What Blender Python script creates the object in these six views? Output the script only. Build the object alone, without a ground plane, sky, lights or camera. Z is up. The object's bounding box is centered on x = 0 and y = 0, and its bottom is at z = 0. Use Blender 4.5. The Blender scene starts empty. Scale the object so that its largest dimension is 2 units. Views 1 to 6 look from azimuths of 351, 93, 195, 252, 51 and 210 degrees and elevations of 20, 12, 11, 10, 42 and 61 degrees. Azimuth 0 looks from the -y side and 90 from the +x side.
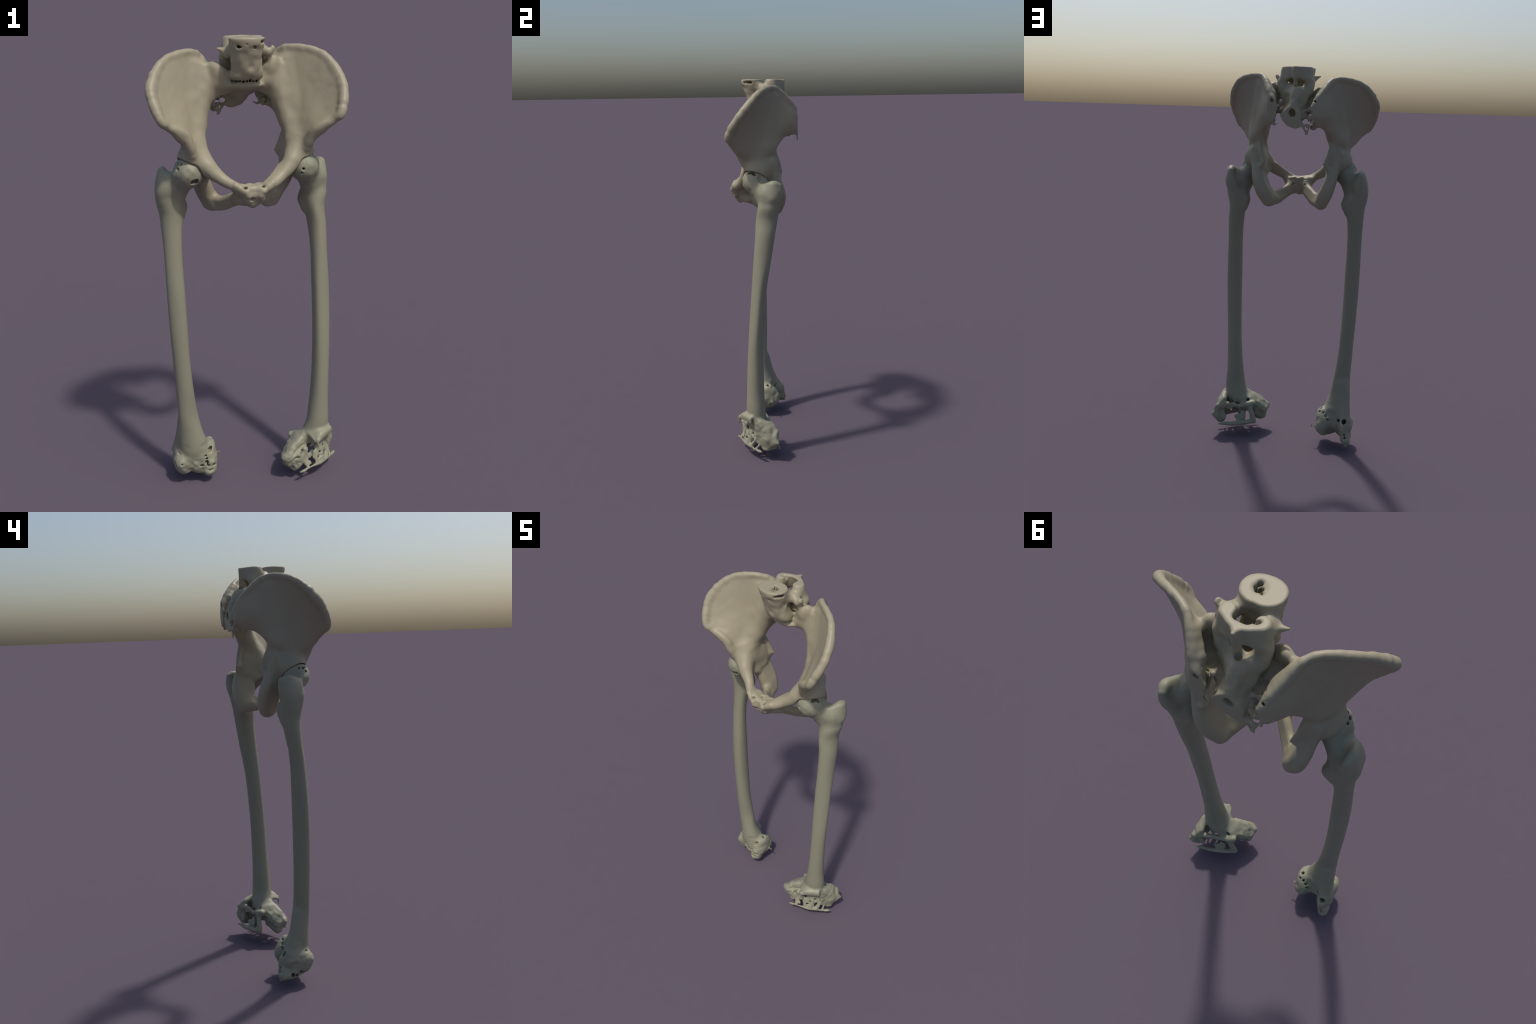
"""Human pelvis with both thighbones, as a scanned bone model.
Bones are described by spines (tubes with a radius along them), bent plates
(control grids with a thickness) and rounded lumps; these are melted together
as distance fields and skinned with a surface-net mesher."""
import bpy
import numpy as np
from math import radians, cos, sin

RNG = np.random.default_rng(7)


# ----------------------------------------------------------------- fields
class Field:
    """Signed distance field on a regular grid; negative inside the bone."""

    def __init__(self, lo, hi, h):
        self.lo, self.h = np.array(lo, float), h
        self.n = np.ceil((np.array(hi) - self.lo) / h).astype(int) + 1
        self.d = np.full(self.n, 0.2, np.float32)
        self.label = np.zeros(self.n, np.int8)
        self.ax = [(self.lo[i] + h * np.arange(self.n[i])).astype(np.float32) for i in range(3)]

    def window(self, lo, hi):
        a = np.clip(np.floor((np.asarray(lo) - self.lo) / self.h).astype(int), 0, self.n)
        b = np.clip(np.ceil((np.asarray(hi) - self.lo) / self.h).astype(int) + 1, 0, self.n)
        return tuple(slice(int(p), int(max(p, q))) for p, q in zip(a, b))

    def coords(self, w):
        return np.meshgrid(*(self.ax[i][w[i]] for i in range(3)), indexing="ij", sparse=True)

    def merge(self, w, f, k, label):
        old = self.d[w]
        lab = self.label[w]
        lab[f < old] = label
        hh = np.maximum(k - np.abs(old - f), 0) / k if k > 0 else 0
        self.d[w] = np.minimum(old, f) - (hh * hh * k * 0.25 if k > 0 else 0)

    def carve(self, w, f, k):
        old = self.d[w]
        hh = np.maximum(k - np.abs(old + f), 0) / k
        self.d[w] = np.maximum(old, -f) + hh * hh * k * 0.25

    def balls(self, P, R, k=0.012, label=0, cut=False, reach=0.03, squash=None):
        """Union of many balls = a tube or a plate."""
        P, R = np.asarray(P, float), np.asarray(R, float)
        reach = max(reach, k * 1.05)
        m = R.max() + reach + self.h
        W = self.window(P.min(0) - m, P.max(0) + m)
        if any(s.stop <= s.start for s in W):
            return
        off = np.array([s.start for s in W])
        size = np.array([s.stop - s.start for s in W])
        f = np.full(size, 0.2, np.float32)
        for p, r in zip(P, R):
            w = self.window(p - r - reach, p + r + reach)
            if any(s.stop <= s.start for s in w):
                continue
            x, y, z = self.coords(w)
            q = np.sqrt((x - np.float32(p[0])) ** 2 + (y - np.float32(p[1])) ** 2 + (z - np.float32(p[2])) ** 2) - np.float32(r)
            v = tuple(slice(s.start - o, s.stop - o) for s, o in zip(w, off))
            np.minimum(f[v], q, out=f[v])
        (self.carve(W, f, k) if cut else self.merge(W, f, k, label))

    def ellipsoid(self, c, r, rot=None, k=0.015, label=0, cut=False):
        c, r = np.array(c, float), np.array(r, float)
        m = r.max() + 0.04
        W = self.window(c - m, c + m)
        x, y, z = self.coords(W)
        M = np.eye(3) if rot is None else rot
        X = [M[0, i] * (x - c[0]) + M[1, i] * (y - c[1]) + M[2, i] * (z - c[2]) for i in range(3)]
        k0 = np.sqrt(sum((X[i] / r[i]) ** 2 for i in range(3)))
        k1 = np.sqrt(sum((X[i] / r[i] ** 2) ** 2 for i in range(3))) + 1e-9
        f = (k0 * (k0 - 1.0) / k1).astype(np.float32)
        (self.carve(W, f, k) if cut else self.merge(W, f, k, label))

    def slabs(self, sections, k=0.015, label=0, power=2.0):
        """Upright loft: sections (z, cx, cy, half_x, half_y, turn)."""
        S = np.array(sections, float)
        z0, z1 = S[0, 0], S[-1, 0]
        m = S[:, 3:5].max() + 0.04
        W = self.window([S[:, 1].min() - m, S[:, 2].min() - m, z0 - 0.03], [S[:, 1].max() + m, S[:, 2].max() + m, z1 + 0.03])
        x, y, z = self.coords(W)
        zz = np.clip(z, z0, z1)
        v = [hermite(S[:, 0], S[:, i], zz) for i in range(1, 6)]
        ca, sa = np.cos(v[4]), np.sin(v[4])
        dx, dy = x - v[0], y - v[1]
        a, b = (ca * dx + sa * dy), (-sa * dx + ca * dy)
        q = (np.abs(a / v[2]) ** power + np.abs(b / v[3]) ** power) ** (1 / power)
        g = np.sqrt((a / v[2] ** 2) ** 2 + (b / v[3] ** 2) ** 2) / np.maximum(np.sqrt((a / v[2]) ** 2 + (b / v[3]) ** 2), 1e-6)
        f = (q - 1) / np.maximum(g, 1e-6)
        f = np.maximum(f, np.abs(z - 0.5 * (z0 + z1)) - 0.5 * (z1 - z0)).astype(np.float32)
        self.merge(W, f, k, label)

    def shaft(self, sections, k=0.015, label=0, dirs=32):
        """Upright convex loft: sections (z, cx, cy, a0, a2, b2, a3, b3), the
        reach of the outline in direction t being a0 + a2 cos 2t + b2 sin 2t + a3 cos 3t + b3 sin 3t."""
        S = np.array(sections, float)
        z0, z1 = S[0, 0], S[-1, 0]
        m = S[:, 3].max() + 0.06
        W = self.window([S[:, 1].min() - m, S[:, 2].min() - m, z0 - 0.03], [S[:, 1].max() + m, S[:, 2].max() + m, z1 + 0.03])
        x, y, z = self.coords(W)
        c = [hermite(S[:, 0], S[:, i], np.clip(z, z0, z1)).astype(np.float32) for i in range(1, 8)]
        f = np.maximum(z0 - z, z - z1)
        for t in np.arange(dirs) * 2 * np.pi / dirs:
            reach = c[2] + c[3] * cos(2 * t) + c[4] * sin(2 * t) + c[5] * cos(3 * t) + c[6] * sin(3 * t)
            f = np.maximum(f, (x - c[0]) * np.float32(cos(t)) + (y - c[1]) * np.float32(sin(t)) - reach)
        self.merge(W, f.astype(np.float32), k, label)

    def below(self, axis, value, k=0.006):
        """Keep only what lies under a plane (the scan's cropping planes)."""
        g = [self.ax[0][:, None, None], self.ax[1][None, :, None], self.ax[2][None, None, :]][axis] - np.float32(value)
        g = np.broadcast_to(g, self.d.shape)
        hh = np.maximum(k - np.abs(self.d - g), 0) / k
        self.d = (np.maximum(self.d, g) + hh * hh * k * 0.25).astype(np.float32)

    def rough(self, lo, hi, amp, scale, seed, soft=0.03):
        """Lumpy relief inside a box-shaped region, fading at its border."""
        W = self.window(lo, hi)
        x, y, z = self.coords(W)
        n = lattice_noise(x / scale, y / scale, z / scale, seed)
        fade = 1.0
        for c, a, b in ((x, lo[0], hi[0]), (y, lo[1], hi[1]), (z, lo[2], hi[2])):
            fade = fade * np.clip(np.minimum(c - a, b - c) / soft, 0, 1)
        self.d[W] += (amp * n * fade).astype(np.float32)

    def skin(self):
        """Naive surface nets."""
        d, n = self.d, self.n
        s = d < 0
        c = s[:-1, :-1, :-1].astype(np.int8)
        cnt = np.zeros(tuple(n - 1), np.int8)
        for i in (0, 1):
            for j in (0, 1):
                for k in (0, 1):
                    cnt += s[i:n[0] - 1 + i, j:n[1] - 1 + j, k:n[2] - 1 + k]
        I = np.argwhere((cnt > 0) & (cnt < 8))
        idx = np.full(tuple(n - 1), -1, np.int64)
        idx[I[:, 0], I[:, 1], I[:, 2]] = np.arange(len(I))
        acc, num = np.zeros((len(I), 3)), np.zeros(len(I))
        cor = np.array([(a, b, e) for a in (0, 1) for b in (0, 1) for e in (0, 1)])
        val = np.stack([d[I[:, 0] + a, I[:, 1] + b, I[:, 2] + e] for a, b, e in cor], 1)
        for i in range(8):
            for j in range(i + 1, 8):
                if np.abs(cor[i] - cor[j]).sum() != 1:
                    continue
                x = (val[:, i] < 0) != (val[:, j] < 0)
                t = val[x, i] / (val[x, i] - val[x, j])
                acc[x] += cor[i] + t[:, None] * (cor[j] - cor[i])
                num[x] += 1
        V = self.lo + self.h * (I + acc / num[:, None])
        quads = []
        for axis in range(3):
            b, e = (axis + 1) % 3, (axis + 2) % 3
            A = [slice(None)] * 3
            B = [slice(None)] * 3
            A[axis], B[axis] = slice(0, -1), slice(1, None)
            sa, sb = s[tuple(A)], s[tuple(B)]
            E = np.argwhere(sa != sb)
            E = E[(E[:, b] > 0) & (E[:, e] > 0) & (E[:, b] < n[b] - 1) & (E[:, e] < n[e] - 1)]
            ub, ue = np.eye(3, dtype=int)[b], np.eye(3, dtype=int)[e]
            q = np.stack([idx[tuple((E - o).T)] for o in (ub + ue, ue, 0 * ub, ub)], 1)
            inside = sa[tuple(E.T)]
            q[~inside] = q[~inside][:, ::-1]
            quads.append(q)
        Q = np.concatenate(quads)
        lab = self.label[I[:, 0], I[:, 1], I[:, 2]]
        return V, Q, lab


def hermite(k, v, t):
    k, v = np.asarray(k, float), np.asarray(v, float)
    m = np.gradient(v, k)
    i = np.clip(np.searchsorted(k, t) - 1, 0, len(k) - 2)
    h = k[i + 1] - k[i]
    u = (t - k[i]) / h
    return (2 * u**3 - 3 * u * u + 1) * v[i] + (u**3 - 2 * u * u + u) * h * m[i] + (-2 * u**3 + 3 * u * u) * v[i + 1] + (u**3 - u * u) * h * m[i + 1]


def lattice_noise(x, y, z, seed):
    """Smooth value noise in -1..1 on a wrapped random lattice."""
    T = np.random.default_rng(seed).uniform(-1, 1, (32, 32, 32)).astype(np.float32)
    ix, iy, iz = np.floor(x).astype(int), np.floor(y).astype(int), np.floor(z).astype(int)
    fx, fy, fz = x - ix, y - iy, z - iz
    fx, fy, fz = fx * fx * (3 - 2 * fx), fy * fy * (3 - 2 * fy), fz * fz * (3 - 2 * fz)
    out = 0
    for a in (0, 1):
        for b in (0, 1):
            for c in (0, 1):
                out = out + (fx if a else 1 - fx) * (fy if b else 1 - fy) * (fz if c else 1 - fz) * T[(ix + a) % 32, (iy + b) % 32, (iz + c) % 32]
    return out


def blend(C, t):
    """Catmull-Rom through the rows of C at parameters t (0..1)."""
    C = np.asarray(C, float)
    n = len(C)
    s = np.asarray(t) * (n - 1)
    i = np.clip(s.astype(int), 0, n - 2)
    f = (s - i).reshape((-1,) + (1,) * (C.ndim - 1))
    ext = np.concatenate([(2 * C[0] - C[1])[None], C, (2 * C[-1] - C[-2])[None]])
    a, b, c, d = ext[i], ext[i + 1], ext[i + 2], ext[i + 3]
    return 0.5 * (2 * b + (c - a) * f + (2 * a - 5 * b + 4 * c - d) * f**2 + (3 * b - a - 3 * c + d) * f**3)


def tube(F, ctrl, k=0.015, label=0, cut=False, step=0.004):
    C = np.array(ctrl, float)
    if len(C) == 1:
        C = np.vstack([C, C + [0, 0, 1e-4, 0]])
    L = np.linalg.norm(np.diff(C[:, :3], axis=0), axis=1).sum()
    S = blend(C, np.linspace(0, 1, max(3, int(L / step))))
    F.balls(S[:, :3], np.maximum(S[:, 3], 0.001), k, label, cut)


def plate(F, rows, k=0.012, label=0, step=0.005, cut=False, relief=None):
    """Bent plate through a grid of (x, y, z, half thickness)."""
    G = np.array(rows, float)
    lu = max(np.linalg.norm(np.diff(G[..., :3], axis=0), axis=2).sum(0))
    lv = max(np.linalg.norm(np.diff(G[..., :3], axis=1), axis=2).sum(1))
    S = blend(G, np.linspace(0, 1, max(3, int(lu / step))))
    S = blend(S.transpose(1, 0, 2), np.linspace(0, 1, max(3, int(lv / step)))).reshape(-1, 4)
    if relief:
        S = relief(S)
    F.balls(S[:, :3], np.maximum(S[:, 3], 0.002), k, label, cut)


def turn(axis, deg):
    a = radians(deg)
    c, s = cos(a), sin(a)
    return np.array({"x": [[1, 0, 0], [0, c, -s], [0, s, c]], "y": [[c, 0, s], [0, 1, 0], [-s, 0, c]], "z": [[c, -s, 0], [s, c, 0], [0, 0, 1]]}[axis])


# ------------------------------------------------------------- the mid plane
MID_X, MID_TURN, MID_TILT = -0.014, radians(4.5), radians(0.6)
MID_N = np.array([cos(MID_TURN) * cos(MID_TILT), sin(MID_TURN) * cos(MID_TILT), sin(MID_TILT)])
MID_O = np.array([MID_X, 0.0, 1.5])


def other_side(C):
    """Mirror control points (x, y, z, ...) of the right half to the left half."""
    C = np.array(C, float)
    d = (C[..., :3] - MID_O) @ MID_N
    C[..., :3] -= 2 * d[..., None] * MID_N
    # the left front corner of the wing reaches a little lower and further forward
    w = np.clip((-.02 - C[..., 1]) / .08, 0, 1) * np.clip((C[..., 2] - 1.6) / .06, 0, 1)
    C[..., 1] -= .018 * w
    C[..., 0] -= .006 * np.clip((C[..., 0] - .30) / .06, 0, 1) + .014 * np.clip((1.40 - C[..., 2]) / .06, 0, 1) * np.clip((C[..., 1] - .0) / .04, 0, 1)
    C[..., 2] += .006 * np.clip((C[..., 2] - 1.85) / .05, 0, 1) - .005 * w
    return C


ILIUM, ISCHIUM, PUBIS, SACRUM, LUMBAR = 1, 2, 3, 4, 5


def hip_bone(F, side, base):
    """Control points are those of the right side; `side` maps them."""
    il, isc, pub = base + ILIUM, base + ISCHIUM, base + PUBIS
    crest = np.array([
        (-.128, .186, 1.798, .014), (-.160, .146, 1.868, .012), (-.212, .058, 1.940, .010), (-.330, -.030, 1.918, .010),
        (-.387, -.119, 1.824, .013), (-.361, -.175, 1.720, .014), (-.326, -.158, 1.686, .010)])
    neck = np.array([
        (-.142, .158, 1.722, .012), (-.168, .108, 1.712, .014), (-.200, .058, 1.680, .018), (-.226, .005, 1.635, .029),
        (-.244, -.055, 1.608, .032), (-.254, -.098, 1.612, .022), (-.256, -.122, 1.636, .012)])
    wing = []
    for t, bulge, r in ((0, -.002, None), (.12, -.008, .0105), (.38, -.016, .0095), (.7, -.015, .015), (1, 0, None)):
        row = crest * (1 - t) + neck * t
        for j, w in enumerate((-.2, -.5, .2, .9, .9, .3, .0)):
            row[j, :3] += bulge * w * np.array([-.75, .65, 0])
        if r:
            row[:, 3] = r + (.010 if t == .7 else 0) * np.array([0, 0, .1, .4, .8, .4, 0]) + (.008 if t > .2 else 0) * np.array([.4, 1.2, 1, .1, 0, .6, .4])
        wing.append(row)
    plate(F, side(wing), k=.012, label=il)
    # knobbly crest, thickest at its front third and hanging outwards there
    n = 60
    knob = blend(crest, np.linspace(0, .93, n))
    u = np.linspace(0, 1, n)
    front = np.exp(-((u - .70) / .16) ** 2)
    knob[:, 3] = .0085 + .010 * front + .005 * np.clip((u - .75) / .15, 0, 1) + RNG.uniform(-.0018, .0022, n)
    knob[:, :3] += RNG.uniform(-.001, .001, (n, 3))
    knob[:, :2] += .002 * front[:, None] * np.array([-.75, .65])
    tube(F, side(knob), k=.016, label=il)
    # thick rear corner where the sacrum is tied on
    tube(F, side([(-.138, .180, 1.760, .018), (-.143, .160, 1.810, .022), (-.150, .125, 1.860, .022), (-.178, .090, 1.905, .014)]), k=.02, label=il)
    plate(F, side([[(-.172, .052, 1.885, .012), (-.205, .048, 1.895, .007)], [(-.174, .038, 1.82, .019), (-.212, .034, 1.82, .010)], [(-.188, .026, 1.74, .021), (-.225, .014, 1.74, .013)], [(-.205, .010, 1.67, .024), (-.235, -.005, 1.66, .018)]]), k=.045, label=il)
    # inner brim, broad and soft
    tube(F, side([(-.163, .060, 1.775, .022), (-.193, .042, 1.695, .020), (-.216, .005, 1.635, .030), (-.210, -.050, 1.575, .032), (-.184, -.085, 1.520, .027)]), k=.05, label=il)
    # anterior border with the lower front spine
    tube(F, side([(-.326, -.158, 1.682, .010), (-.292, -.146, 1.672, .011), (-.264, -.130, 1.646, .013), (-.250, -.122, 1.604, .018), (-.242, -.105, 1.570, .020)]), k=.02, label=il)
    # socket mass
    F.ellipsoid(side([(-.236, -.040, 1.532)])[0][:3], (.060, .070, .070), k=.025, label=il)
    plate(F, side([[(-.205, .025, 1.61, .016), (-.200, -.03, 1.59, .020)], [(-.195, .040, 1.55, .018), (-.192, -.02, 1.54, .022)], [(-.194, .040, 1.49, .020), (-.188, -.01, 1.48, .018)]]), k=.02, label=isc)
    # ischium: broad flattened body down to the seat knob
    plate(F, side([[(-.232, .030, 1.575, .026), (-.235, -.01, 1.565, .030)],
                   [(-.215, .045, 1.500, .030), (-.212, .000, 1.490, .030)],
                   [(-.203, .072, 1.430, .032), (-.190, .018, 1.425, .030)],
                   [(-.184, .076, 1.372, .035), (-.168, .032, 1.370, .030)],
                   [(-.162, .064, 1.326, .033), (-.148, .035, 1.332, .028)]]), k=.02, label=isc)
    plate(F, side([[(-.213, .044, 1.645, .012), (-.226, .015, 1.63, .02)], [(-.192, .072, 1.570, .011), (-.215, .03, 1.555, .02)],
                   [(-.177, .088, 1.526, .006), (-.205, .03, 1.52, .02)], [(-.198, .072, 1.495, .014), (-.210, .03, 1.49, .02)]]), k=.012, label=isc)
    # ramus of the ischium, up to the pubis
    plate(F, side([[(-.158, .034, 1.356, .022), (-.118, -.008, 1.352, .017), (-.076, -.052, 1.376, .017), (-.036, -.094, 1.396, .018)],
                   [(-.152, .046, 1.318, .024), (-.108, .004, 1.322, .017), (-.066, -.044, 1.350, .016), (-.030, -.096, 1.374, .017)]]), k=.015, label=isc)
    tube(F, side([(-.186, .074, 1.530, .012), (-.172, .092, 1.525, .004)]), k=.010, label=isc)
    # upper branch of the pubis
    tube(F, side([(-.205, -.064, 1.535, .037), (-.168, -.092, 1.498, .032), (-.126, -.108, 1.464, .024), (-.080, -.136, 1.440, .020), (-.035, -.142, 1.416, .022)]), k=.025, label=pub)
    plate(F, side([[(-.086, -.110, 1.435, .014), (-.05, -.125, 1.424, .020), (-.018, -.128, 1.416, .020)], [(-.064, -.088, 1.400, .016), (-.045, -.105, 1.400, .020), (-.018, -.115, 1.395, .022)],
                   [(-.066, -.070, 1.368, .018), (-.04, -.095, 1.375, .020), (-.016, -.112, 1.370, .018)]]), k=.015, label=pub)
    for x, y, z, r in ((-.076, -.152, 1.446, .011), (-.056, -.158, 1.432, .009), (-.036, -.160, 1.420, .013), (-.026, -.156, 1.402, .012), (-.03, -.142, 1.385, .010)):
        tube(F, side([(x, y, z, r)]), k=.012, label=pub)
    # wall between socket and hole
    plate(F, side([[(-.20, -.05, 1.52, .022), (-.205, .0, 1.5, .016)], [(-.172, -.062, 1.478, .014), (-.182, -.012, 1.455, .016)]]), k=.015, label=pub)


def socket(F, head, r, side_sign):
    F.ellipsoid(head, (r, r, r), k=.004, cut=True)
    tube(F, [(*head, r * .96), (head[0] + side_sign * .06, head[1] - .02, head[2] - .06, r * 1.0)], k=.008, cut=True)


def spine(F):
    """Last lumbar vertebra and sacrum."""
    # body of the vertebra, leaning back towards the sacrum
    F.slabs([(1.825, -.010, .018, .052, .040, .05), (1.85, -.010, -.002, .062, .048, .05), (1.90, -.011, -.023, .060, .049, .05),
             (1.94, -.012, -.034, .061, .050, .05), (1.965, -.012, -.039, .067, .054, .05), (1.985, -.012, -.042, .070, .056, .05), (2.02, -.013, -.043, .071, .055, .05)], k=.01, label=LUMBAR, power=2.2)
    F.ellipsoid((-.010, -.012, 1.855), (.060, .034, .024), k=.02, label=LUMBAR)
    # pedicles, joint lumps, roof and spinous process
    for s in (1, -1):
        x = -.013
        tube(F, [(x + s * .045, .0, 1.955, .022), (x + s * .056, .03, 1.955, .022), (x + s * .058, .055, 1.975, .022)], k=.02, label=LUMBAR)
        tube(F, [(x + s * .052, .055, 2.0, .020), (x + s * .060, .062, 1.96, .022), (x + s * .070, .075, 1.92, .025), (x + s * .066, .085, 1.88, .023)], k=.02, label=LUMBAR)
        plate(F, [[(x + s * .055, .068, 2.0, .015), (x + s * .063, .085, 1.93, .017)], [(x + s * .030, .090, 2.0, .012), (x + s * .030, .100, 1.945, .010)], [(x, .100, 2.0, .012), (x, .112, 1.95, .009)]], k=.015, label=LUMBAR)
    plate(F, [[(-.014, .105, 2.0, .010), (-.015, .124, 1.995, .007)], [(-.015, .11, 1.93, .009), (-.016, .125, 1.93, .006)], [(-.017, .12, 1.87, .010), (-.018, .135, 1.87, .008)]], k=.01, label=LUMBAR)
    # side processes
    tube(F, [(.050, .020, 1.95, .022), (.080, .020, 1.942, .018), (.096, .020, 1.952, .013)], k=.012, label=LUMBAR)
    tube(F, [(.080, .022, 1.935, .012), (.088, .030, 1.905, .007)], k=.012, label=LUMBAR)
    tube(F, [(-.075, .018, 1.940, .024), (-.098, .015, 1.948, .012), (-.124, .012, 1.957, .003)], k=.012, label=LUMBAR)
    # sacrum: bodies falling back to the cropping plane
    plate(F, [[(-.130, .070, 1.818, .018), (-.080, .050, 1.824, .020), (-.010, .042, 1.818, .020), (.055, .058, 1.824, .020), (.105, .085, 1.818, .018)],
              [(-.105, .100, 1.796, .014), (-.070, .092, 1.802, .016), (-.012, .085, 1.804, .018), (.045, .100, 1.802, .016), (.080, .115, 1.796, .014)],
              [(-.092, .150, 1.758, .007), (-.065, .148, 1.768, .014), (-.024, .145, 1.772, .022), (.010, .148, 1.772, .016), (.034, .155, 1.765, .007)],
              [(-.095, .210, 1.712, .006), (-.070, .210, 1.712, .014), (-.034, .210, 1.722, .026), (-.004, .210, 1.733, .018), (.012, .210, 1.735, .006)]], k=.012, label=SACRUM)
    F.ellipsoid((-.010, .024, 1.811), (.070, .046, .019), rot=turn("x", -8), k=.008, label=SACRUM)
    # wings up to the hip bones
    plate(F, [[(-.060, .040, 1.840, .020), (-.105, .026, 1.868, .017), (-.140, .042, 1.880, .012), (-.165, .055, 1.880, .010)],
              [(-.060, .038, 1.820, .022), (-.110, .032, 1.825, .021), (-.150, .040, 1.820, .019), (-.175, .050, 1.820, .017)],
              [(-.080, .062, 1.795, .020), (-.120, .058, 1.785, .020), (-.152, .056, 1.765, .020), (-.175, .055, 1.755, .018)]], k=.02, label=SACRUM)
    tube(F, [(-.115, .034, 1.865, .018), (-.131, .046, 1.892, .012)], k=.03, label=SACRUM)
    plate(F, [[(.042, .050, 1.845, .020), (.080, .040, 1.878, .017), (.112, .050, 1.890, .012), (.138, .064, 1.880, .010)],
              [(.042, .048, 1.820, .022), (.085, .048, 1.825, .021), (.125, .062, 1.820, .019), (.148, .072, 1.820, .017)],
              [(.062, .072, 1.795, .020), (.096, .075, 1.785, .020), (.126, .076, 1.765, .020), (.148, .076, 1.755, .018)]], k=.02, label=SACRUM)
    tube(F, [(.092, .044, 1.88, .018), (.110, .052, 1.910, .012)], k=.03, label=SACRUM)
    # roof of the sacral canal
    plate(F, [[(-.085, .075, 1.905, .014), (-.055, .085, 1.905, .014), (-.018, .110, 1.905, .012), (.025, .090, 1.905, .014), (.058, .080, 1.905, .014)],
              [(-.080, .100, 1.860, .012), (-.055, .120, 1.865, .012), (-.022, .148, 1.880, .011), (.012, .120, 1.865, .012), (.046, .100, 1.850, .012)],
              [(-.070, .130, 1.815, .010), (-.050, .152, 1.820, .011), (-.026, .176, 1.835, .010), (.002, .150, 1.815, .010), (.022, .125, 1.800, .010)],
              [(-.068, .160, 1.775, .008), (-.050, .180, 1.790, .010), (-.027, .188, 1.810, .009), (-.002, .180, 1.795, .010), (.020, .160, 1.775, .008)],
              [(-.074, .198, 1.750, .006), (-.055, .20, 1.765, .009), (-.028, .203, 1.793, .008), (.002, .20, 1.775, .009), (.026, .198, 1.760, .006)]], k=.012, label=SACRUM)
    # crumbled lattice left of the joints between sacrum and hip bones
    g = np.random.default_rng(21)
    for lo, hi, n in (((.035, .110, 1.72), (.105, .195, 1.83), 10), ((-.135, .110, 1.70), (-.075, .197, 1.82), 13)):
        P = g.uniform(lo, hi, (n, 3))
        for i, p in enumerate(P):
            for j in np.argsort(((P - p) ** 2).sum(1))[1:3]:
                q = P[j]
                m = (p + q) / 2 + g.normal(0, .006, 3)
                tube(F, [(*p, g.uniform(.003, .006)), (*m, g.uniform(.0022, .004)), (*q, g.uniform(.003, .006))], k=.01, label=SACRUM)
    # thin perforated sheets across the same gaps
    def lacy(S):
        n = lattice_noise(S[:, 0] / .016, S[:, 1] / .016, S[:, 2] / .016, 31)
        return S[n > .05]
    plate(F, [[(.046, .095, 1.850, .005), (.070, .095, 1.850, .005), (.100, .120, 1.850, .006)], [(.030, .125, 1.805, .005), (.060, .135, 1.795, .004), (.092, .160, 1.800, .006)],
              [(.026, .165, 1.775, .004), (.055, .175, 1.755, .004), (.085, .180, 1.755, .006)], [(.030, .198, 1.755, .004), (.050, .198, 1.735, .004), (.078, .198, 1.73, .006)]], k=.006, label=SACRUM, relief=lacy)
    plate(F, [[(-.080, .095, 1.850, .005), (-.105, .095, 1.850, .005), (-.135, .110, 1.850, .006)], [(-.076, .130, 1.810, .005), (-.100, .135, 1.795, .004), (-.132, .150, 1.800, .006)],
              [(-.076, .165, 1.775, .004), (-.100, .175, 1.755, .004), (-.130, .175, 1.755, .006)], [(-.080, .198, 1.750, .004), (-.105, .198, 1.735, .004), (-.132, .198, 1.73, .006)]], k=.006, label=SACRUM, relief=lacy)
    # hanging wisp and ragged shreds at the cropping plane
    tube(F, [(-.112, .196, 1.715, .008), (-.106, .197, 1.688, .005), (-.108, .197, 1.664, .0015)], k=.008, label=SACRUM)
    tube(F, [(-.085, .196, 1.705, .006), (-.098, .197, 1.680, .004), (-.096, .197, 1.672, .002)], k=.008, label=SACRUM)
    tube(F, [(.085, .175, 1.735, .010), (.065, .190, 1.715, .006), (.048, .196, 1.722, .003)], k=.01, label=SACRUM)


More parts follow.
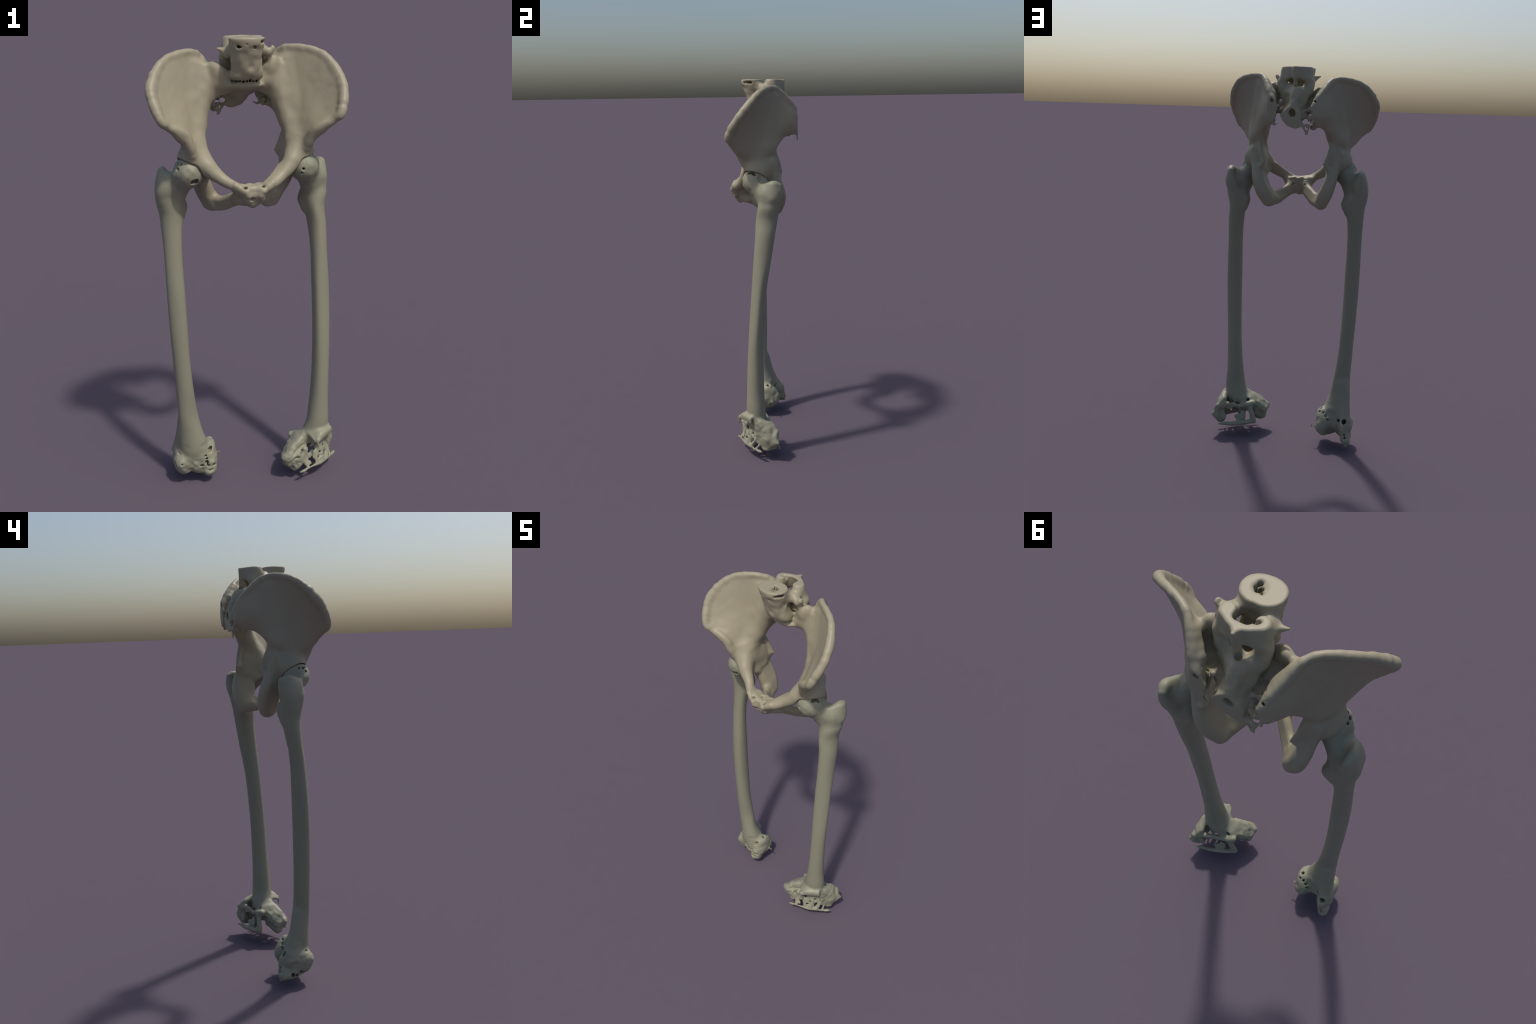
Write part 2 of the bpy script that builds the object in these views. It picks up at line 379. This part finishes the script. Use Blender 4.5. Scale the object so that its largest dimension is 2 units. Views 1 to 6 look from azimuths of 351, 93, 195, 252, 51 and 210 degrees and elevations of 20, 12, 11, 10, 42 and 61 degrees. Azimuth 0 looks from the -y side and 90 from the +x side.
def spine_cuts(F):
    # vertebral canal and sacral canal
    tube(F, [(-.014, .040, 2.05, .030), (-.014, .048, 1.93, .028), (-.015, .080, 1.86, .024), (-.020, .125, 1.815, .022), (-.026, .170, 1.775, .018), (-.027, .23, 1.768, .016)], k=.008, cut=True)
    # shrunken disc: a ragged slit in front
    for i, x in enumerate(np.linspace(-.062, .042, 9)):
        y = -.036 + .020 * abs(x + .01) / .05
        tube(F, [(x, y - .01, 1.831 + .002 * (i % 3), .0055 + .0015 * (i % 2)), (x, y + .030, 1.832, .005)], k=.004, cut=True)
    # spongy core seen in the top face
    g = np.random.default_rng(4)
    for x, y, r in ((.006, -.062, .009), (-.004, -.046, .008), (.012, -.045, .006), (.016, -.052, .005), (.002, -.034, .006), (-.008, -.034, .0045), (-.016, -.030, .004), (.010, -.036, .004)):
        tube(F, [(x, y, 2.01, r), (x + g.uniform(-.006, .006), y + .006, 1.965, r)], k=.004, cut=True)
    F.ellipsoid((.002, -.046, 2.004), (.026, .024, .008), k=.006, cut=True)
    # gaps in the vertebra's front wall
    pits(F, [(-.050, -.084, 1.968, .006, .0, .04, 0), (-.041, -.087, 1.966, .004, .0, .04, 0), (.012, -.094, 1.966, .0045, 0, .04, 0), (.040, -.078, 1.983, .007, -.01, .04, 0), (.050, -.066, 1.983, .008, -.02, .03, 0), (.058, -.05, 1.983, .007, -.03, .02, 0),
             (.085, .012, 1.965, .006, 0, .03, -.005), (-.020, -.098, 1.975, .003, 0, .02, 0), (-.052, .065, 2.0, .008, 0, 0, -.012)])
    # window in the roof, nerve openings, hollow wings
    tube(F, [(-.045, .10, 1.913, .010), (-.024, .12, 1.900, .010)], k=.004, cut=True)
    tube(F, [(-.034, .125, 1.915, .013), (-.034, .06, 1.905, .013)], k=.004, cut=True)
    tube(F, [(.006, .125, 1.915, .005), (.006, .07, 1.912, .005)], k=.004, cut=True)
    for x, y, z, r in ((.090, .110, 1.845, .028), (.068, .125, 1.810, .018), (-.116, .104, 1.842, .027), (-.098, .125, 1.805, .017)):
        F.ellipsoid((x, y, z), (r, r * 1.4, r), k=.008, cut=True)
    tube(F, [(-.088, .25, 1.728, .014), (-.088, .15, 1.738, .012)], k=.006, cut=True)
    tube(F, [(-.104, .25, 1.697, .006), (-.104, .17, 1.700, .006)], k=.004, cut=True)


def pelvis():
    F = Field((-.44, -.235, 1.255), (.43, .225, 2.02), .0036)
    hip_bone(F, lambda C: np.array(C, float), 0)
    hip_bone(F, other_side, 8)
    spine(F)
    # symphysis
    plate(F, [[(-.030, -.140, 1.424, .016), (.014, -.138, 1.424, .016)], [(-.028, -.132, 1.395, .022), (.016, -.130, 1.395, .022)], [(-.012, -.120, 1.368, .016), (.002, -.120, 1.368, .016)]], k=.015, label=PUBIS)
    plate(F, [[(-.060, -.100, 1.425, .016), (-.012, -.108, 1.422, .018), (.036, -.092, 1.425, .016)], [(-.052, -.090, 1.395, .018), (-.010, -.102, 1.392, .018), (.030, -.084, 1.395, .018)], [(-.048, -.086, 1.370, .018), (-.008, -.102, 1.366, .016), (.028, -.082, 1.370, .018)]], k=.012, label=PUBIS)
    tube(F, [(-.010, -.092, 1.428, .010), (-.008, -.090, 1.40, .011), (-.006, -.092, 1.372, .010)], k=.012, label=PUBIS)
    tube(F, [(-.010, -.105, 1.41, .018), (-.006, -.115, 1.365, .014), (-.005, -.120, 1.352, .006)], k=.015, label=PUBIS)
    spine_cuts(F)
    for x, y, z, r in ((-.128, .170, 1.862, .004), (-.138, .175, 1.825, .007), (-.142, .172, 1.835, .004)):
        for C in ((x, y, z), tuple(other_side([(x, y, z)])[0])):
            pits(F, [(*C, r, 0, -.02, -.015)])
    pits(F, [(-.040, -.155, 1.436, .004, 0, .012, -.008), (-.034, -.153, 1.438, .0035, 0, .012, -.008), (.036, -.150, 1.440, .004, 0, .012, -.008), (-.012, -.160, 1.385, .008, 0, .016, .004), (-.042, -.086, 1.425, .003, .002, -.008, 0), (-.044, -.074, 1.402, .0035, 0, -.008, 0), (.022, -.066, 1.402, .0035, 0, -.008, 0), (-.012, -.118, 1.446, .004, 0, 0, -.015), (.002, -.128, 1.446, .0035, 0, 0, -.015)])
    F.rough((-.09, -.20, 1.33), (.07, -.06, 1.47), .0035, .020, 11)
    F.rough((-.12, -.12, 1.82), (.10, .06, 1.995), .0035, .022, 13)
    F.rough((-.13, .05, 1.68), (.11, .23, 1.97), .0045, .026, 14)
    F.rough((-.44, -.22, 1.26), (.43, .2, 2.02), .0010, .030, 12)
    plate(F, [[(.116, -.066, 1.500, .010), (.150, -.075, 1.495, .022)], [(.070, -.106, 1.460, .009), (.095, -.115, 1.452, .017)], [(.046, -.126, 1.440, .009), (.060, -.138, 1.438, .014)]], k=.015, label=8 + PUBIS)
    socket(F, HEAD_R, .066, -1)
    socket(F, HEAD_L, .066, 1)
    F.below(1, .199, .003)
    F.below(2, 2.0)
    return F


HEAD_R, HEAD_L = (-.252, -.058, 1.488), (.222, -.022, 1.488)


def pits(F, holes, k=.004):
    """Small eroded openings: (x, y, z, radius, direction inwards)."""
    for x, y, z, r, dx, dy, dz in holes:
        g = np.random.default_rng(int(abs(x * 7919 + y * 104729 + z * 1299709) * 1e3) % 99991)
        for size in (1.0, .75, .6):
            j = g.normal(0, .55 * r, 3) if size < 1 else np.zeros(3)
            tube(F, [(x - dx * .25 + j[0], y - dy * .25 + j[1], z - dz * .25 + j[2], r * size), (x + dx + j[0], y + dy + j[1], z + dz + j[2], r * .8 * size)], k=k, cut=True, step=.003)


def femur_right():
    F = Field((-.42, -.16, .0), (-.13, .16, 1.60), .0038)
    F.shaft([(.06, -.268, -.010, .055, .015, 0, 0, 0), (.085, -.268, -.012, .071, .017, 0, 0, 0), (.115, -.268, -.012, .0775, .0165, 0, 0, 0), (.155, -.270, -.016, .0695, .0125, 0, 0, 0),
             (.20, -.2750, -.0230, .0610, .0070, -.0010, 0, 0), (.27, -.2872, -.0305, .0496, .0055, -.0020, .0001, -.0002), (.36, -.2961, -.0362, .0413, .0034, .0028, .0002, -.0002), (.50, -.3068, -.0398, .0397, -.0007, -.0005, .0001, -.0010),
             (.65, -.3146, -.0412, .0396, -.0020, -.0004, -.0006, -.0014), (.80, -.3196, -.0405, .0402, -.0017, -.0003, -.0010, -.0020), (.95, -.3238, -.0358, .0393, -.0005, -.0004, -.0009, -.0018),
             (1.10, -.3283, -.0250, .0369, .0008, -.0012, 0, -.0015), (1.22, -.3297, -.0100, .0393, .0014, -.0036, .0002, -.0010), (1.30, -.3290, .0040, .0430, .0030, -.0026, 0, 0), (1.36, -.336, .005, .038, .004, 0, 0, 0), (1.40, -.338, .005, .018, 0, 0, 0, 0)], label=1)
    # ridge down to the outer condyle
    tube(F, [(-.312, -.012, .34, .024), (-.322, .004, .26, .028), (-.332, .026, .195, .029), (-.338, .045, .14, .034)], k=.03, label=1)
    F.ellipsoid(HEAD_R, (.062, .062, .062), label=2, k=.015)
    tube(F, [(-.262, -.048, 1.478, .046), (-.290, -.025, 1.455, .044), (-.322, -.003, 1.425, .045)], k=.03, label=2)
    plate(F, [[(-.345, -.028, 1.462, .018), (-.352, .015, 1.474, .024), (-.350, .043, 1.470, .022)], [(-.350, -.026, 1.425, .030), (-.355, .012, 1.425, .034), (-.350, .036, 1.425, .028)],
              [(-.352, -.018, 1.380, .034), (-.354, .010, 1.380, .036), (-.345, .025, 1.380, .030)], [(-.336, -.006, 1.31, .030), (-.335, .002, 1.31, .030), (-.332, .008, 1.31, .030)], [(-.332, -.008, 1.20, .018), (-.332, -.006, 1.20, .018), (-.331, -.004, 1.20, .018)]], k=.03, label=3)
    tube(F, [(-.268, -.040, 1.455, .042), (-.290, -.018, 1.415, .040), (-.310, .000, 1.350, .034), (-.324, -.002, 1.27, .026), (-.328, -.008, 1.18, .015)], k=.02, label=2)
    F.rough((-.42, -.10, 1.36), (-.29, .12, 1.54), .0022, .036, 15)
    F.rough((-.34, -.16, 1.40), (-.15, .05, 1.58), .0022, .020, 16)
    tube(F, [(-.328, -.035, 1.50, .016), (-.322, .015, 1.497, .016), (-.318, .06, 1.48, .016)], k=.02, cut=True)
    tube(F, [(-.302, .020, 1.350, .030), (-.283, .026, 1.322, .024), (-.295, .018, 1.285, .02)], k=.025, label=4)
    pits(F, [(-.229, -.113, 1.457, .010, 0, .03, .0), (-.240, -.115, 1.459, .008, 0, .03, .0), (-.300, -.075, 1.525, .007, .02, 0, -.02), (-.288, -.088, 1.530, .005, .02, 0, -.02), (-.305, -.055, 1.528, .006, .02, 0, -.02), (-.300, -.09, 1.508, .006, .02, 0, -.01)])
    # knee end: trochlea, two condyles, a deep notch behind
    F.ellipsoid((-.215, .011, .113), (.043, .070, .065), k=.02, label=5)
    tube(F, [(-.205, .03, .16, .022), (-.200, .02, .185, .014)], k=.02, label=5)
    tube(F, [(-.350, .032, .062, .022), (-.352, .060, .060, .022), (-.350, .088, .066, .020)], k=.015, label=5)
    F.ellipsoid((-.337, .022, .114), (.030, .082, .066), k=.02, label=5)
    tube(F, [(-.212, -.035, .100, .036), (-.212, -.040, .070, .034)], k=.02, label=5)
    tube(F, [(-.330, -.045, .120, .036), (-.328, -.035, .090, .034)], k=.02, label=5)
    tube(F, [(-.350, .085, .085, .020), (-.354, .095, .058, .012), (-.356, .102, .044, .004)], k=.015, label=5)
    plate(F, [[(-.250, -.038, .105, .028), (-.212, -.038, .100, .028)], [(-.245, -.033, .074, .024), (-.212, -.033, .072, .029)]], k=.015, label=5)
    tube(F, [(-.274, .13, .15, .020), (-.272, .065, .095, .021), (-.282, .02, .055, .019), (-.298, -.06, .038, .016)], k=.012, cut=True)
    tube(F, [(-.300, -.11, .14, .018), (-.300, -.095, .05, .020)], k=.03, cut=True)
    F.ellipsoid((-.214, -.004, .150), (.038, .044, .048), k=.025, label=5)
    F.rough((-.42, -.13, .0), (-.14, .14, .24), .0035, .030, 9)
    F.rough((-.42, -.13, .0), (-.14, .14, .16), .0032, .017, 10)
    pits(F, [(-.200, .030, .178, .005, 0, .0, -.02), (-.216, .034, .178, .005, 0, 0, -.02), (-.232, .042, .174, .006, 0, 0, -.02), (-.242, .056, .165, .006, 0, -.01, -.02), (-.170, .030, .085, .005, -.02, 0, 0), (-.172, .045, .075, .004, -.02, 0, 0),
             (-.345, .100, .100, .004, 0, -.02, 0), (-.350, .104, .085, .005, 0, -.02, 0), (-.366, .040, .060, .009, .03, 0, 0), (-.369, .020, .058, .008, .03, 0, 0), (-.358, -.015, .062, .009, .02, .01, .01), (-.362, -.035, .165, .004, .02, 0, 0), (-.360, -.045, .163, .003, .02, 0, 0)])
    tube(F, [(-.150, .030, .125, .002), (-.154, .035, .101, .0026), (-.152, .036, .080, .0018)], k=.003, label=5)
    tube(F, [(-.154, .035, .101, .003), (-.172, .035, .100, .004)], k=.004, label=5)
    pits(F, [(-.200, -.050, .180, .008, 0, .03, -.005), (-.204, -.054, .168, .006, 0, .03, 0), (-.225, -.068, .152, .005, 0, .03, 0), (-.223, -.074, .136, .006, 0, .04, 0), (-.221, -.076, .119, .010, 0, .04, 0),
             (-.250, -.078, .105, .007, .01, .03, 0), (-.206, -.072, .078, .006, 0, .03, .01), (-.188, -.060, .100, .006, 0, .03, .0), (-.195, .012, .200, .008, -.015, -.01, -.03), (-.304, .062, .160, .008, 0, -.04, -.01), (-.337, .075, .165, .013, 0, -.04, -.02),
             (-.335, -.088, .128, .004, 0, .03, 0)])
    return F


def femur_left():
    F = Field((.08, -.16, .02), (.43, .16, 1.60), .0038)
    F.shaft([(.165, .280, -.018, .058, .008, 0, 0, 0), (.20, .290, -.023, .0575, .006, .002, 0, 0), (.27, .3048, -.0288, .0514, .0017, .0028, .0005, 0), (.36, .3078, -.0280, .0456, -.0010, .0001, .0014, .0002),
             (.50, .3122, -.0253, .0411, -.0019, -.0008, .0018, .0005), (.65, .3138, -.0199, .0393, -.0009, -.0008, .0026, .0005), (.80, .3131, -.0106, .0388, .0003, .0010, .0027, .0009), (.95, .3093, .0025, .0395, -.0004, .0012, .0026, .0010),
             (1.10, .3049, .0203, .0414, -.0048, .0016, .0004, 0), (1.22, .2979, .0348, .0445, -.0063, .0012, .0003, .0003), (1.30, .2895, .0420, .044, -.009, .003, 0, 0), (1.36, .290, .050, .042, -.002, 0, 0, 0), (1.40, .290, .050, .02, 0, 0, 0, 0)], label=1)
    F.ellipsoid(HEAD_L, (.062, .062, .062), label=2, k=.015)
    tube(F, [(.230, -.012, 1.478, .046), (.250, .015, 1.455, .044), (.272, .04, 1.425, .045)], k=.03, label=2)
    plate(F, [[(.302, .042, 1.462, .018), (.314, .080, 1.474, .024), (.310, .103, 1.470, .020)], [(.306, .044, 1.425, .030), (.313, .076, 1.425, .034), (.307, .100, 1.425, .027)],
              [(.302, .046, 1.380, .034), (.304, .070, 1.380, .036), (.296, .086, 1.380, .030)], [(.290, .044, 1.31, .034), (.290, .050, 1.31, .034), (.287, .056, 1.31, .034)], [(.298, .034, 1.20, .02), (.298, .036, 1.20, .02), (.297, .038, 1.20, .02)]], k=.03, label=3)
    tube(F, [(.236, -.005, 1.455, .042), (.252, .018, 1.415, .040), (.270, .042, 1.350, .034), (.284, .042, 1.27, .028), (.296, .034, 1.18, .016)], k=.02, label=2)
    F.rough((.26, -.02, 1.36), (.42, .15, 1.54), .0022, .036, 17)
    F.rough((.12, -.12, 1.40), (.30, .08, 1.58), .0022, .020, 18)
    tube(F, [(.278, .020, 1.505, .016), (.276, .060, 1.500, .016), (.270, .11, 1.48, .016)], k=.02, cut=True)
    tube(F, [(.258, .060, 1.350, .030), (.241, .062, 1.322, .024), (.252, .056, 1.285, .02)], k=.025, label=4)
    pits(F, [(.262, -.030, 1.535, .011, -.02, 0, -.02), (.270, -.018, 1.528, .010, -.02, 0, -.02), (.212, -.083, 1.485, .005, 0, .02, 0), (.205, -.079, 1.468, .003, 0, .02, 0)])
    # hollow, broken knee end. Inside of the shaft end is empty:
    F.ellipsoid((.285, -.015, .135), (.055, .05, .055), k=.01, cut=True)
    # medial block, a furrowed wedge
    plate(F, [[(.235, -.055, .205, .018), (.215, -.010, .185, .016)], [(.185, -.080, .160, .026), (.180, -.035, .155, .022)],
              [(.148, -.098, .125, .024), (.148, -.068, .118, .022)]], k=.02, label=5)
    plate(F, [[(.235, -.085, .150, .016), (.215, -.010, .150, .016)], [(.210, -.095, .095, .020), (.190, -.040, .100, .020)], [(.190, -.088, .060, .016), (.168, -.065, .072, .016)]], k=.02, label=5)
    plate(F, [[(.200, -.090, .130, .022), (.190, -.040, .125, .022)], [(.160, -.095, .100, .022), (.155, -.068, .092, .020)]], k=.02, label=5)
    for z, r in ((.165, .005), (.145, .006), (.120, .005)):
        tube(F, [(.150, -.128, z - .02, r), (.185, -.112, z + .008, r * 1.2), (.225, -.085, z + .030, r)], k=.006, cut=True)
    # lateral block
    plate(F, [[(.350, -.030, .225, .014), (.355, .020, .205, .018), (.345, .055, .195, .014)], [(.352, -.020, .165, .014), (.370, .030, .165, .020), (.366, .074, .160, .020)],
              [(.355, -.005, .110, .014), (.374, .035, .115, .019), (.380, .080, .118, .020)], [(.365, .020, .070, .012), (.366, .042, .072, .016), (.366, .072, .078, .016)]], k=.012, label=5)
    tube(F, [(.352, .062, .150, .016), (.352, .062, .110, .016), (.350, .060, .085, .014)], k=.012, label=5)
    tube(F, [(.382, .08, .118, .016), (.400, .094, .114, .005)], k=.012, label=5)
    F.rough((.09, -.15, .02), (.42, .13, .24), .006, .034, 5)
    F.rough((.09, -.15, .02), (.25, .13, .20), .0035, .014, 6)
    F.rough((.33, -.15, .02), (.42, .13, .24), .0025, .016, 8)
    # front lip with its drip
    plate(F, [[(.262, -.060, .225, .014), (.300, -.060, .245, .012), (.350, -.040, .242, .010)], [(.272, -.095, .218, .009), (.310, -.095, .236, .009), (.362, -.054, .235, .008)], [(.280, -.115, .208, .006), (.300, -.110, .215, .007), (.366, -.052, .215, .006)]], k=.012, label=5)
    tube(F, [(.289, -.118, .216, .007), (.290, -.121, .190, .005), (.290, -.120, .172, .002)], k=.008, label=5)
    # back arch, pillar and lower blade
    tube(F, [(.345, .068, .165, .014), (.305, .055, .172, .012), (.265, .040, .158, .010), (.222, .026, .168, .015), (.190, .012, .175, .016)], k=.015, label=5)
    tube(F, [(.205, .022, .160, .014), (.190, .030, .120, .013), (.178, .030, .090, .012), (.174, .030, .070, .006)], k=.012, label=5)
    tube(F, [(.176, .032, .078, .011), (.225, .055, .072, .013), (.290, .080, .066, .011), (.330, .090, .066, .009), (.362, .101, .063, .003)], k=.01, label=5)
    plate(F, [[(.262, .020, .150, .006), (.232, .010, .150, .006)], [(.265, .030, .105, .006), (.235, .018, .105, .006)], [(.265, .055, .075, .006), (.230, .045, .075, .006)]], k=.01, label=5)
    # lacy strip along the lower front
    tube(F, [(.205, -.135, .063, .003), (.225, -.128, .066, .007), (.245, -.120, .070, .004), (.275, -.108, .074, .005), (.310, -.088, .070, .006), (.345, -.058, .068, .006), (.375, -.025, .062, .005), (.390, -.008, .063, .008), (.404, .006, .064, .003)], k=.006, label=5)
    for a, b in (((.290, -.098, .078), (.288, -.060, .150)), ((.325, -.075, .075), (.318, -.045, .150)), ((.352, -.050, .075), (.356, -.025, .120)), ((.245, -.118, .075), (.235, -.090, .110)), ((.372, -.025, .07), (.362, .0, .095))):
        tube(F, [(*a, .006), ((a[0] + b[0]) / 2 + .004, (a[1] + b[1]) / 2 - .006, (a[2] + b[2]) / 2 - .006, .005), (*b, .008)], k=.008, label=5)
    for t in (.2, .45, .7):
        tube(F, [(.289, -.098 + .038 * t, .078 + .072 * t, .004), (.307, -.085 + .035 * t, .074 + .075 * t, .006), (.323, -.075 + .03 * t, .075 + .075 * t, .005)], k=.008, label=5)
    def broken(S):
        n = lattice_noise(S[:, 0] / .015, S[:, 1] / .015, S[:, 2] / .015, 44)
        return S[n > .16]

    def torn(S):
        n = lattice_noise(S[:, 0] / .026, S[:, 1] / .026, S[:, 2] / .026, 45)
        return S[n > .22]
    plate(F, [[(.225, -.090, .150, .006), (.270, -.075, .165, .005), (.315, -.045, .165, .006), (.350, -.015, .150, .008)],
              [(.232, -.098, .105, .007), (.280, -.085, .110, .006), (.325, -.055, .110, .006), (.358, -.015, .105, .008)],
              [(.228, -.118, .072, .006), (.280, -.100, .076, .006), (.330, -.068, .072, .006), (.375, -.018, .070, .007)]], k=.008, label=5, relief=broken)
    plate(F, [[(.330, .060, .165, .008), (.270, .045, .160, .007), (.205, .020, .160, .008)], [(.335, .070, .115, .007), (.275, .060, .110, .006), (.195, .028, .115, .008)],
              [(.335, .082, .072, .007), (.280, .075, .070, .007), (.185, .035, .078, .008)]], k=.008, label=5, relief=torn)
    pits(F, [(.305, .050, .182, .008, 0, -.03, -.01), (.222, .003, .187, .008, 0, -.03, -.02)])
    return F


# ------------------------------------------------------------------ materials
def bone_material(name, base, warm):
    m = bpy.data.materials.new(name)
    m.use_nodes = True
    N, L = m.node_tree.nodes, m.node_tree.links
    b = N["Principled BSDF"]
    tc = N.new("ShaderNodeTexCoord")
    no = N.new("ShaderNodeTexNoise")
    no.inputs["Scale"].default_value, no.inputs["Detail"].default_value = 5, 5
    L.new(tc.outputs["Object"], no.inputs["Vector"])
    cr = N.new("ShaderNodeValToRGB")
    cr.color_ramp.elements[0].position, cr.color_ramp.elements[1].position = .3, .7
    cr.color_ramp.elements[0].color, cr.color_ramp.elements[1].color = (*base, 1), (*warm, 1)
    L.new(no.outputs["Fac"], cr.inputs["Fac"])
    L.new(cr.outputs["Color"], b.inputs["Base Color"])
    b.inputs["Roughness"].default_value = .5
    b.inputs["Specular IOR Level"].default_value = .4
    return m


def build_parts(F, parent, material, names, smooth=2):
    """Skin a field and hand out its faces to named part objects."""
    V, Q, lab = F.skin()
    mesh = bpy.data.meshes.new("whole")
    mesh.from_pydata(V.tolist(), [], Q.tolist())
    mesh.update()
    nrm = np.empty(len(V) * 3)
    mesh.vertices.foreach_get("normal", nrm)
    nrm = nrm.reshape(-1, 3)
    fl = lab[Q]
    face_lab = np.array([np.bincount(r).argmax() for r in fl]) if len(Q) < 1 else np.sort(fl, axis=1)[:, 1]
    out = {}
    for labs, name, up in names:
        sel = np.isin(face_lab, labs)
        if not sel.any():
            continue
        q = Q[sel]
        used, inv = np.unique(q, return_inverse=True)
        me = bpy.data.meshes.new(name)
        me.from_pydata(V[used].tolist(), [], inv.reshape(-1, 4).tolist())
        me.polygons.foreach_set("use_smooth", np.ones(len(q), bool))
        me.materials.append(material)
        me.update()
        me.normals_split_custom_set_from_vertices(nrm[used].tolist())
        ob = bpy.data.objects.new(name, me)
        bpy.context.scene.collection.objects.link(ob)
        ob.parent = out.get(up, parent)
        out[name + str(labs[0])] = ob
    bpy.data.meshes.remove(mesh)
    return out


def empty(name, parent=None):
    o = bpy.data.objects.new(name, None)
    bpy.context.scene.collection.objects.link(o)
    o.parent = parent
    return o


def main():
    thing = empty("pelvis_with_thighbones")
    thing["label"] = "beige human pelvis bone with both long thighbones attached"
    thing["category"] = "skeleton"
    warm = bone_material("pelvis_bone", (.312, .279, .194), (.324, .290, .204))
    green = bone_material("thighbone_bone", (.262, .257, .182), (.272, .265, .190))
    build_parts(pelvis(), thing, warm, [([LUMBAR], "lumbar_vertebra", None), ([SACRUM], "sacrum", None),
                ([0, ILIUM], "ilium", None), ([ISCHIUM], "ischium", None), ([PUBIS], "pubis", None),
                ([8 + ILIUM], "ilium", None), ([8 + ISCHIUM], "ischium", None), ([8 + PUBIS], "pubis", None)])
    for f in (femur_right, femur_left):
        build_parts(f(), thing, green, [([0, 1], "femur", None), ([2], "femoral_head", "femur0"), ([3], "greater_trochanter", "femur0"), ([4], "lesser_trochanter", "femur0"), ([5], "femoral_condyles", "femur0")])


main()
